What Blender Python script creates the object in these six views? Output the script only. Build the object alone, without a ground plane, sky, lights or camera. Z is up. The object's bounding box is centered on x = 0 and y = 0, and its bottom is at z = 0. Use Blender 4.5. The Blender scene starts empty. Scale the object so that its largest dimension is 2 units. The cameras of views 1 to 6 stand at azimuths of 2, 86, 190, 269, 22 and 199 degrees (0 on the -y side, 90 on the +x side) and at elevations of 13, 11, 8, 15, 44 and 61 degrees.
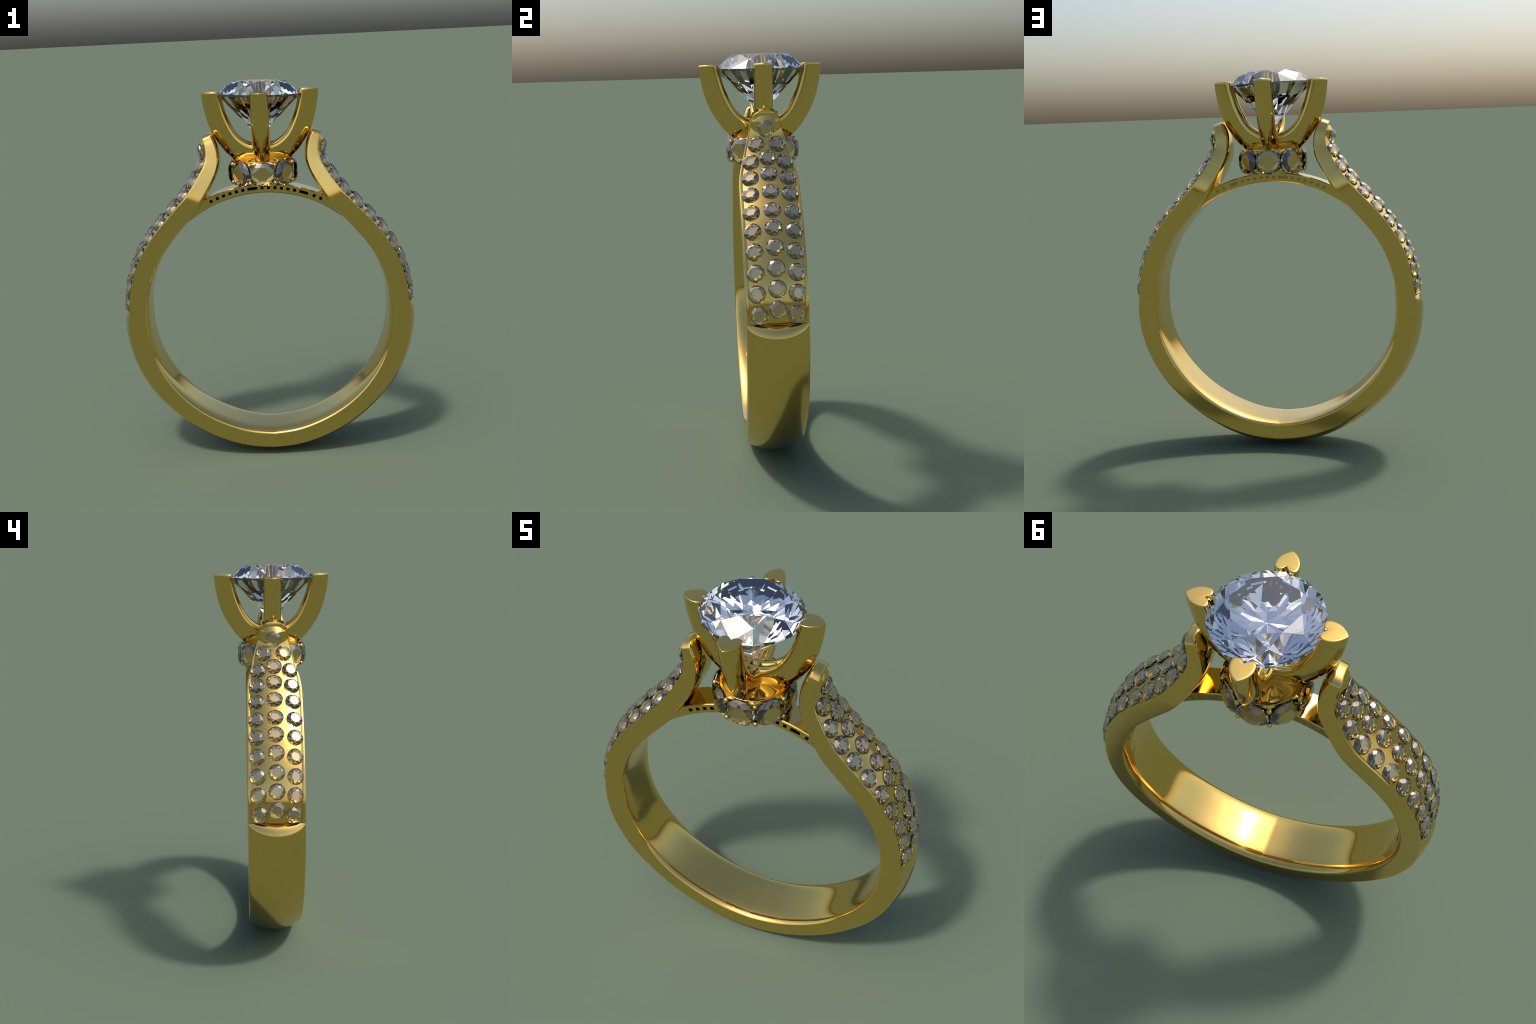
# A gold solitaire ring: tapering band with pave-set shoulders, four heart-shaped
# prongs holding a round brilliant, a gem-set collar and an arched bridge below it.
import bpy, bmesh, math
import numpy as np
from mathutils import Vector, Matrix

COL = bpy.context.scene.collection

# ------------------------------------------------------------------ materials
def principled(name):
    m = bpy.data.materials.new(name)
    m.use_nodes = True
    nt = m.node_tree
    return m, nt, nt.nodes["Principled BSDF"]

def gold_material(name, rough, tint=(0.80, 0.545, 0.155)):
    m, nt, b = principled(name)
    b.inputs["Metallic"].default_value = 1.0
    b.inputs["Base Color"].default_value = (*tint, 1)
    # barely visible polish variation
    tc = nt.nodes.new("ShaderNodeTexCoord")
    nz = nt.nodes.new("ShaderNodeTexNoise")
    nz.inputs["Scale"].default_value = 9.0
    nz.inputs["Detail"].default_value = 3.0
    mr = nt.nodes.new("ShaderNodeMapRange")
    mr.inputs["To Min"].default_value = rough * 0.94
    mr.inputs["To Max"].default_value = rough * 1.06
    nt.links.new(tc.outputs["Object"], nz.inputs["Vector"])
    nt.links.new(nz.outputs["Fac"], mr.inputs["Value"])
    nt.links.new(mr.outputs["Result"], b.inputs["Roughness"])
    return m

def gem_material(name, color, ior, rough=0.0):
    m, nt, b = principled(name)
    b.inputs["Base Color"].default_value = (*color, 1)
    b.inputs["Roughness"].default_value = rough
    b.inputs["IOR"].default_value = ior
    b.inputs["Transmission Weight"].default_value = 1.0
    return m

GOLD = gold_material("polished_gold", 0.09)
DIAMOND = gem_material("diamond", (0.97, 0.98, 1.0), 2.42)
SMALL_GEM = gem_material("small_gem", (0.82, 0.865, 0.97), 2.42)
COLLAR_GEM = gem_material("collar_gem_glass", (0.88, 0.90, 0.97), 2.2)
DARKENED_GOLD = gold_material('darkened_gold', 0.35, (0.42, 0.30, 0.09))  # darker, rougher gold for the faint squares on the bridge's back
PATCH_BLACK, _nt, _b = principled("matte_patch_black")
_b.inputs["Base Color"].default_value = (0.002, 0.002, 0.002, 1)
_b.inputs["Roughness"].default_value = 0.9
_b.inputs["Specular IOR Level"].default_value = 0.0

# ------------------------------------------------------------------ helpers
def natural_spline(t, v):
    """Natural cubic spline through v (n,k) at t; returns a function."""
    t = np.asarray(t, float); v = np.asarray(v, float)
    if v.ndim == 1: v = v[:, None]
    n = len(t); h = np.diff(t)
    A = np.eye(n); R = np.zeros_like(v)
    for i in range(1, n - 1):
        A[i, i-1], A[i, i], A[i, i+1] = h[i-1], 2*(h[i-1]+h[i]), h[i]
        R[i] = 6*((v[i+1]-v[i])/h[i] - (v[i]-v[i-1])/h[i-1])
    M = np.linalg.solve(A, R)
    def f(x):
        i = int(np.clip(np.searchsorted(t, x) - 1, 0, n - 2))
        a, b = t[i+1]-x, x-t[i]
        return (M[i]*a**3 + M[i+1]*b**3)/(6*h[i]) + (v[i]/h[i]-M[i]*h[i]/6)*a + (v[i+1]/h[i]-M[i+1]*h[i]/6)*b
    return f

def make_object(name, mesh, parent=None, mat=None):
    ob = bpy.data.objects.new(name, mesh)
    COL.objects.link(ob)
    if parent is not None: ob.parent = parent
    if mat is not None and not mesh.materials: mesh.materials.append(mat)
    return ob

def loft_mesh(name, rings, closed_ring=True, cap_start=True, cap_end=True, smooth_angle=35):
    """Skin a list of rings (each a list of equal-length xyz points)."""
    me = bpy.data.meshes.new(name)
    n = len(rings[0]); verts = [tuple(p) for r in rings for p in r]; faces = []
    for i in range(len(rings)-1):
        for j in range(n if closed_ring else n-1):
            k = (j+1) % n
            faces.append((i*n+j, i*n+k, (i+1)*n+k, (i+1)*n+j))
    if cap_start: faces.append(tuple(range(n)))
    if cap_end: faces.append(tuple((len(rings)-1)*n + j for j in reversed(range(n))))
    me.from_pydata(verts, [], faces)
    bm = bmesh.new(); bm.from_mesh(me)
    bmesh.ops.recalc_face_normals(bm, faces=bm.faces)
    bm.to_mesh(me); bm.free()
    if smooth_angle:
        me.shade_smooth(); me.set_sharp_from_angle(angle=math.radians(smooth_angle))
    return me

# ------------------------------------------------------------------ band profile
# pairs of points on the right half of the ring, in the x-z plane:
# outer rim edge (ox, oz) and inner edge (ix, iz), from the bottom up to the shoulder tip
def polar(deg, outer, inner):
    a = math.radians(deg)
    return (outer*math.sin(a), 0.77-outer*math.cos(a), inner*math.sin(a), 0.77-inner*math.cos(a))
PAIRS = [polar(0, .7205, .6415), polar(10, .7190, .6385), polar(22, .716, .634), polar(34, .7155, .634), polar(46, .718, .6365),
         polar(58, .728, .6405), polar(70, .735, .6445), polar(82, .7375, .646)] + [
    (0.735, 0.800, 0.6445, 0.795), (0.724, 0.909, 0.634, 0.885), (0.697, 1.023, 0.607, 0.985),
    (0.668, 1.095, 0.577, 1.060), (0.622, 1.175, 0.531, 1.141), (0.566, 1.252, 0.474, 1.213),
    (0.501, 1.323, 0.417, 1.279), (0.452, 1.375, 0.371, 1.330), (0.406, 1.426, 0.330, 1.386),
    (0.369, 1.472, 0.295, 1.444), (0.332, 1.529, 0.257, 1.507), (0.306, 1.571, 0.233, 1.564),
    (0.292, 1.607, 0.2255, 1.610), (0.287, 1.639, 0.230, 1.652), (0.2915, 1.680, 0.243, 1.695),
    (0.297, 1.700, 0.252, 1.716),
]
P = np.array(PAIRS)
_mid = (P[:, :2] + P[:, 2:]) / 2
_t = np.concatenate([[0], np.cumsum(np.linalg.norm(np.diff(_mid, axis=0), axis=1))])
_raw = natural_spline(_t, P)
# fair the curve: penalise third differences of a dense resampling so the polish reflects smoothly
_N = 240
_u = np.linspace(0, _t[-1], _N)
_d3 = np.diff(np.eye(_N), 3, axis=0)
_w = np.ones(_N); _w[0] = _w[-1] = 1e5
_fair = np.linalg.solve(np.diag(_w) + 500.0*_d3.T @ _d3, np.array([_raw(x) for x in _u])*_w[:, None])
_fair[:, [0, 2]] -= np.linspace(1, 0, _N)[:, None]**40*_fair[0, [0, 2]]
def _prof(x):
    k = min(max(x/_t[-1]*(_N-1), 0), _N-1.0001); i = int(k); f = k-i
    return _fair[i]*(1-f) + _fair[i+1]*f
S_END = _t[-1]
_hz = natural_spline([1.30, 1.38, 1.44, 1.49, 1.56, 1.62, 1.69, 1.73], [.1385, .1385, .134, .121, .101, .0835, .0660, .046])

def profile(s):
    v = _prof(s); return v[:2], v[2:]
def half_width(z):
    if z < 1.38: return 0.1385
    return float(_hz(min(z, 1.74))[0])
def s_at_z(z):
    lo, hi = 0.0, S_END
    for _ in range(50):
        m = (lo+hi)/2
        if profile(m)[0][1] < z: lo = m
        else: hi = m
    return lo
def frame(s):
    O, I = profile(s); d = O - I; T = np.linalg.norm(d)
    return O, d/T, T

Z_ROLL, Z_STEP, Z_PLATE = 0.744, 0.824, 0.822
PLATE_CROWN = 0.0245
COMFORT = 0.0150          # bulge of the inside of the band toward the finger

def rim_width(z):
    """ledge of the side walls beside the pave field; fades out toward the tips"""
    t = min(1, max(0, (z-1.42)/0.2))
    return 0.014*(1-t) + 0.0040*t

def crown(s, y, h):
    """height of the polished outside of the band above its rim edge"""
    O = profile(s)[0]
    c0 = 0.0375 + 0.0120*max(0, 1 - O[1]/0.5)
    f = c0*(1-(abs(y)/h)**2.1)
    if O[1] > Z_ROLL:      # rounded lip, then a tight fillet down to the pave field
        q = (y/h)**2
        u = min(1, max(0, (O[1]-Z_ROLL-0.020*q)/(0.072-0.010*q)))
        f = -0.005 + (f+0.005)*math.sqrt(max(0, 1-u*u))
    return f

def band_section(s):
    O, n, T = frame(s); h = half_width(O[1]); RIM = rim_width(O[1])
    channel = Z_STEP-0.002 < O[1] < 1.690
    half = []
    for k in range(12):
        y = (h-RIM-0.002)*k/11
        half.append((y, -0.030 if channel else crown(s, y, h) if O[1] < 1 else 0.003))
    for y in (h-RIM, h-RIM*0.64, h-RIM*0.25):
        half.append((y, 0.0 if O[1] > Z_STEP-0.002 else crown(s, y, h)))
    half += [(h-0.0008, -0.0012), (h, -0.004), (h, -0.010), (h, -T+0.014), (h, -T+0.008)]
    zz = O[1]
    bulge = COMFORT*(1 - 0.55*min(1, max(0, (zz-0.80)/0.15))*(1-0.75*min(1, max(0, (zz-1.30)/0.15))))*min(1, h/0.12)
    power = 5.2-2.4*min(1, max(0, (zz-0.85)/0.2))
    for k in range(20):
        v = math.cos((k+0.6)/19.6*math.pi/2)**0.7 if k < 19 else 0.0
        half.append((h*v, -T+0.006-(bulge+0.006)*max(0.0, 1-v**power)**0.6))
    loop = half + [(-y, f) for y, f in reversed(half[1:-1])]
    return [(O[0]+n[0]*f, y, O[1]+n[1]*f) for y, f in loop]

def mirror_x(ring): return [(-x, y, z) for x, y, z in ring]

def build_band(parent):
    stations = set(np.linspace(0, S_END, 190))
    sa, sb = s_at_z(Z_ROLL-0.004), s_at_z(Z_STEP+0.008)
    stations |= set(np.linspace(sa, sb, 40))
    s = s_at_z(1.69); stations |= {s-0.001, s+0.001}
    stations = sorted(stations)
    right = [band_section(s) for s in stations]
    # rounded tip: the last section shrinks along a quarter ellipse
    last = np.array(right[-1]); c = last.mean(axis=0)
    O1, I1 = profile(S_END); O0, I0 = profile(S_END-0.01)
    tan = ((O1+I1)-(O0+I0)); tan /= np.linalg.norm(tan); tan = np.array([tan[0], 0, tan[1]])
    ctr = np.array([(O1[0]+I1[0])/2, 0, (O1[1]+I1[1])/2])
    for a in np.linspace(0, math.pi/2, 9)[1:]:
        k = 0.45 + 0.55*math.cos(a)
        ring = ctr + (last-ctr)*np.array([k, 0.18+0.82*math.cos(a), k]) + tan*0.030*math.sin(a)
        right.append([tuple(p) for p in ring])
    left = [mirror_x(r) for r in right[1:]]
    me = loft_mesh("band", list(reversed(left)) + right, smooth_angle=38)
    return make_object("band", me, parent, GOLD)

# ------------------------------------------------------------------ pave plates
def plate_height(s, y):
    O = profile(s)[0]; w = half_width(O[1]) - rim_width(O[1]) - 0.0005
    c = PLATE_CROWN
    if O[1] > 1.62: c += 0.006*min(1, (O[1]-1.62)/0.065)
    edge = -0.003 + 0.0025*min(1, max(0, (O[1]-1.5)/0.12))
    if O[1] < 0.93:        # the field dips under the lip at its lower end
        k = min(1, (0.93-O[1])/0.10); c -= 0.004*k*k*(3-2*k)
    return edge + c*(1-min(1, abs(y)/w)**2)

def plate_section(s, scale=1.0, s0=None):
    O, n, T = frame(s); w = half_width(O[1]) - rim_width(O[1]) - 0.0005
    ys = np.linspace(-w, w, 17)
    def top(y):
        k = scale
        if s0 is not None:        # rounded, curved lower end just above the lip
            u = min(1, max(0, (s-s0-0.012*(y/w)**2)/0.022))
            k = math.sqrt(max(0, 1-(1-u)**2))
        return plate_height(s, y)*k - (1-k)*0.005
    loop = [(y, top(y)) for y in ys] + [(w, -0.026), (0, -0.026), (-w, -0.026)]
    return [(O[0]+n[0]*f, y, O[1]+n[1]*f) for y, f in loop]

def build_plate(parent, side):
    s0, s1 = s_at_z(Z_PLATE), s_at_z(1.688)
    rings = []
    for s in np.concatenate([np.linspace(s0, s0+0.036, 24), np.linspace(s0+0.041, s1, 120)]):
        rings.append(plate_section(s, 1.0, s0))
    # slanted end facet running up to the rounded tip
    rings.append([(x + (0.294-x)*0.55, y*0.76, z + (1.727-z)*0.55) for x, y, z in rings[-1]])
    rings.append([(0.289 + (x-0.289)*0.12, y*0.38, 1.727 + (z-1.727)*0.12) for x, y, z in rings[-2]])
    if side < 0: rings = [mirror_x(r) for r in rings]
    me = loft_mesh("pave_plate", rings, smooth_angle=28)
    return make_object("pave_plate", me, parent, GOLD)

# ------------------------------------------------------------------ brilliants
def brilliant_mesh(name, r, table, crown_h, pav, girdle, mat, star=0.55, low=0.30, culet=0.03):
    """Round brilliant: table, stars, kites, girdle halves, pavilion. Girdle centre at z=0."""
    v, f = [], []
    def ring(n, rad, z, off):
        i0 = len(v)
        for k in range(n):
            a = (k+off)*2*math.pi/n
            v.append((rad*math.cos(a), rad*math.sin(a), z))
        return [i0+k for k in range(n)]
    g = girdle/2; rt = table*r; c22 = math.cos(math.pi/8)
    T = ring(8, rt, g+crown_h, 0)
    rm = rt + (r-rt)*star
    M = ring(8, rm, g + crown_h*(r-rm*c22)/(r-rt), 0.5)
    G = ring(16, r, g, 0)
    H = ring(16, r, -g, 0)
    rl, rc = low*r, culet*r
    L = ring(8, rl, -g - pav*(r-rl*c22)/(r-rc), 0.5)
    C = ring(8, rc, -g-pav, 0)
    f.append(tuple(T))
    for k in range(8):
        p = (k+1) % 8
        a, b, c = 2*k, 2*k+1, (2*k+2) % 16
        f.append((T[k], M[k], T[p]))
        f.append((T[k], M[k-1], G[a], M[k]))
        f.append((M[k], G[a], G[b])); f.append((M[k], G[b], G[c]))
        f.append((C[k], L[k], H[a], L[k-1]))
        f.append((L[k], H[b], H[a])); f.append((L[k], H[c], H[b]))
        f.append((C[k], C[p], L[k]))
    for k in range(16):
        q = (k+1) % 16
        f.append((G[k], H[k], H[q], G[q]))
    f.append(tuple(reversed(C)))
    me = bpy.data.meshes.new(name); me.from_pydata(v, [], f)
    bm = bmesh.new(); bm.from_mesh(me); bmesh.ops.recalc_face_normals(bm, faces=bm.faces); bm.to_mesh(me); bm.free()
    me.materials.append(mat)
    return me

def oriented(pos, normal, spin=0.0, up=(0, 0, 1)):
    z = Vector(normal).normalized(); x = Vector(up).cross(z)
    x = Vector((1, 0, 0)) if x.length < 1e-5 else x.normalized()
    y = z.cross(x)
    m = Matrix((x, y, z)).transposed().to_4x4()
    return Matrix.Translation(Vector(pos)) @ m @ Matrix.Rotation(spin, 4, 'Z')

SEAT_R, SEAT_FLOOR, SEAT_TOP = 0.0398, -0.0145, 0.03
PAVE_ROWS = [(1.649, [0]), (1.578, [.049]), (1.520, [0]), (1.499, [.079]), (1.450, [0]), (1.431, [.0865]),
             (1.377, [0]), (1.3625, [.0905]), (1.3025, [0]), (1.290, [.0935]), (1.2315, [0]), (1.2145, [.0935]),
             (1.153, [0]), (1.1325, [.091]), (1.067, [0]), (1.0455, [.0905]), (0.981, [0]), (0.9585, [.0885]),
             (0.8925, [0]), (0.8665, [.0805])]

def plate_point(s, y):
    O, n, T = frame(s); f = plate_height(s, y)
    return np.array([O[0]+n[0]*f, y, O[1]+n[1]*f])

def build_pave(plate, side, mesh, rng):
    seats = []
    for z, ys in PAVE_ROWS:
        for y0 in ys:
            for y in ([0.0] if y0 == 0 else [y0, -y0]):
                lo, hi = s_at_z(0.83), S_END
                for _ in range(40):
                    m = (lo+hi)/2
                    if plate_point(m, y)[2] < z-0.002: lo = m
                    else: hi = m
                e = 0.004
                p = plate_point(lo, y)
                n = np.cross(plate_point(lo, y+e)-plate_point(lo, y-e), plate_point(lo+e, y)-plate_point(lo-e, y))
                n /= np.linalg.norm(n)
                if n[0] < 0: n = -n
                p = p + n*0.0025
                p[0] *= side; n[0] *= side
                ob = make_object("pave_gem", mesh, plate)
                ob.matrix_world = oriented(p, n, rng.uniform(-0.2, 0.2))
                seats.append(ob.matrix_world.copy())
    # a shallow flat-bottomed seat under every stone
    bm = bmesh.new()
    for m in seats:
        bmesh.ops.create_cone(bm, cap_ends=True, segments=32, radius1=SEAT_R, radius2=SEAT_R, depth=SEAT_TOP-SEAT_FLOOR,
                              matrix=m @ Matrix.Translation((0, 0, (SEAT_TOP+SEAT_FLOOR)/2)))
    cutter_mesh = bpy.data.meshes.new("seat_cutter"); bm.to_mesh(cutter_mesh); bm.free()
    cutter = make_object("seat_cutter", cutter_mesh)
    mod = plate.modifiers.new("seats", 'BOOLEAN'); mod.object = cutter; mod.operation = 'DIFFERENCE'; mod.solver = 'EXACT'; mod.use_self = True
    bpy.context.view_layer.update()
    cut = bpy.data.meshes.new_from_object(plate.evaluated_get(bpy.context.evaluated_depsgraph_get()))
    plate.modifiers.clear(); plate.data = cut; cut.name = "pave_plate"
    cut.shade_smooth(); cut.set_sharp_from_angle(angle=math.radians(28))
    bpy.data.objects.remove(cutter)

# ------------------------------------------------------------------ prongs
PRONG = np.array([  # inner r, z | outer tip r, z
    (0.203, 1.945, 0.300, 1.945), (0.1905, 1.885, 0.293, 1.878), (0.1725, 1.825, 0.278, 1.807),
    (0.150, 1.773, 0.2525, 1.736), (0.1235, 1.729, 0.2125, 1.668), (0.093, 1.701, 0.170, 1.616),
    (0.059, 1.683, 0.116, 1.577), (0.028, 1.675, 0.056, 1.562), (0.000, 1.673, 0.000, 1.557)])
HEART = [(0, .020), (.003, .0165), (.007, .010), (.013, .004), (.019, .001), (.026, 0), (.034, .0015), (.040, .006), (.0438, .013),
         (.0453, .022), (.0453, .031), (.0440, .041), (.0408, .0525), (.0355, .0632), (.0278, .0735), (.0187, .0828), (.0092, .0904), (.0022, .0940), (0, .0945)]

def build_prongs(parent):
    t = np.concatenate([[0], np.cumsum(np.linalg.norm(np.diff((PRONG[:, :2]+PRONG[:, 2:])/2, axis=0), axis=1))])
    sp = natural_spline(t, PRONG)
    loop = HEART + [(-a, d) for a, d in reversed(HEART[1:-1])]
    rings = []
    for s in np.linspace(t[-1], 0, 60):
        q = sp(s); I, O = q[:2], q[2:]
        cleft = 0.25 + 0.75*min(1, max(0, 1 - s/(0.75*t[-1])))
        rr = []
        for a, d in loop:
            e = d if d > 0.025 or abs(a) > 0.026 else d*cleft
            rr.append((I[0]+(O[0]-I[0])*e/.0945, a, I[1]+(O[1]-I[1])*e/.0945))
        rings.append(rr)
    top = np.array(rings[-1]); c = np.array([0.247, 0, 1.945])
    for inset, lift in ((0.012, 0.0009), (0.035, 0.002), (0.08, 0.0026), (0.2, 0.0028)):
        r = c + (top-c)*(1-inset); r[:, 2] = 1.945+lift
        rings.append([tuple(p) for p in r])
    me = loft_mesh("prong", rings, cap_start=False, smooth_angle=45)
    for k in range(4):
        ob = make_object("prong", me, parent, GOLD)
        ob.rotation_euler[2] = k*math.pi/2

# ------------------------------------------------------------------ collar, beads, bridge
def build_collar(parent):
    # low dome inside a round rim, on an octagonal drum whose flats carry the stones
    prof = [(.004, 1.612), (.03, 1.611), (.06, 1.606), (.085, 1.5995), (.105, 1.594), (.12, 1.590), (.132, 1.589), (.138, 1.5905), (.143, 1.5935),
            (.146, 1.595), (.1475, 1.5935), (.148, 1.590)]
    n, rings = 96, []
    for r, z in prof:
        rings.append([(r*math.cos(2*math.pi*k/n), r*math.sin(2*math.pi*k/n), z) for k in range(n)])
    for ap, z in ((.1462, 1.586), (.147, 1.584), (.147, 1.580), (.147, 1.487), (.147, 1.483), (.1462, 1.476), (.144, 1.471), (.004, 1.471)):
        ring8 = []
        for k in range(n):
            a = 2*math.pi*k/n
            r = ap/math.cos((a+math.pi/8) % (math.pi/4) - math.pi/8)
            ring8.append((r*math.cos(a), r*math.sin(a), z))
        rings.append(ring8)
    collar = make_object("collar", loft_mesh("collar", rings, smooth_angle=32), parent, GOLD)
    gm = brilliant_mesh("collar_gem", 0.0655, 0.60, 0.0180, 0.032, 0.004, COLLAR_GEM)
    for k in range(8):
        a = k*math.pi/4
        d = (math.cos(a), math.sin(a), 0)
        ob = make_object("collar_gem", gm, collar)
        ob.matrix_world = oriented((d[0]*.1580, d[1]*.1580, 1.5325), d, math.pi/8)
    bm = bmesh.new(); bmesh.ops.create_uvsphere(bm, u_segments=20, v_segments=12, radius=0.0115)
    bead = bpy.data.meshes.new("bead"); bm.to_mesh(bead); bm.free(); bead.shade_smooth()
    for k in range(8):
        a = (k+.5)*math.pi/4
        for z in (1.5785, 1.488):
            ob = make_object("bead", bead, collar, GOLD)
            ob.location = (.1655*math.cos(a), .1655*math.sin(a), z)
    return collar

def bridge_z(x, upper):
    return 0.772 + math.sqrt(0.70**2-x*x) if upper else 0.780 + math.sqrt(0.645**2-x*x)

def build_bridge(parent):
    w, b = 0.060, 0.004
    flare = lambda x: w + 0.12*x*x
    rings = []
    for x in np.linspace(-0.40, 0.40, 81):
        lo, hi, v = bridge_z(x, False), bridge_z(x, True), flare(x)
        rings.append([(x, -v, lo+b), (x, -v+b, lo), (x, v-b, lo), (x, v, lo+b), (x, v, hi-b), (x, v-b, hi), (x, -v+b, hi), (x, -v, hi-b)])
    bridge = make_object("bridge", loft_mesh("bridge", rings, smooth_angle=30), parent, GOLD)
    # row of small black patches along the front face, modelled as thin plates; every eighth is a double one
    bm_cache, back_mesh = {}, {}
    k0 = 0.0333
    for i in range(-9, 10):
        slot = (i+2) % 8
        x = -0.008 + i*k0
        if slot == 0: continue
        width = 0.0148
        if slot == 1: x -= k0*0.5; width = 0.048
        if abs(x) > 0.315: continue
        zc = (bridge_z(x, False)+bridge_z(x, True))/2 
        if width not in bm_cache:
            bm = bmesh.new(); bmesh.ops.create_cube(bm, size=1.0)
            bmesh.ops.scale(bm, vec=(width*1.08, 0.004, 0.0150), verts=bm.verts)
            me = bpy.data.meshes.new("dark_patch_plate"); bm.to_mesh(me); bm.free(); bm_cache[width] = me; back_mesh[width] = me.copy(); back_mesh[width].name = 'dark_patch_plate'
        ob = make_object("dark_patch_plate", bm_cache[width], bridge, PATCH_BLACK)
        ob.location = (x, -flare(x)+0.001, zc+0.002)
        ob.rotation_euler[1] = math.asin(x/0.67)
        back = make_object("dark_patch_plate", back_mesh[width], bridge, DARKENED_GOLD)
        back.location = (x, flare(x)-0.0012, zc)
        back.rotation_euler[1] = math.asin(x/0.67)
    return bridge

# ------------------------------------------------------------------ assemble
ring = bpy.data.objects.new("diamond_ring", None)
COL.objects.link(ring)
ring["label"] = "gold solitaire ring with round diamond and pave shoulders"
ring["category"] = "ring"

rng = np.random.default_rng(7)
build_band(ring)
pave_mesh = brilliant_mesh("pave_gem", 0.0406, 0.61, 0.0140, 0.034, 0.004, SMALL_GEM)
for side in (1, -1):
    plate = build_plate(ring, side)
    build_pave(plate, side, pave_mesh, rng)
build_prongs(ring)
build_collar(ring)
build_bridge(ring)
gem = make_object("center_gem", brilliant_mesh("center_gem", 0.2135, 0.62, 0.0640, 0.211, 0.010, DIAMOND, star=0.5, low=0.25, culet=0.02), ring)
gem.matrix_world = Matrix.Translation((-0.003, 0.001, 1.9263)) @ Matrix.Rotation(math.radians(2.0), 4, 'Y')
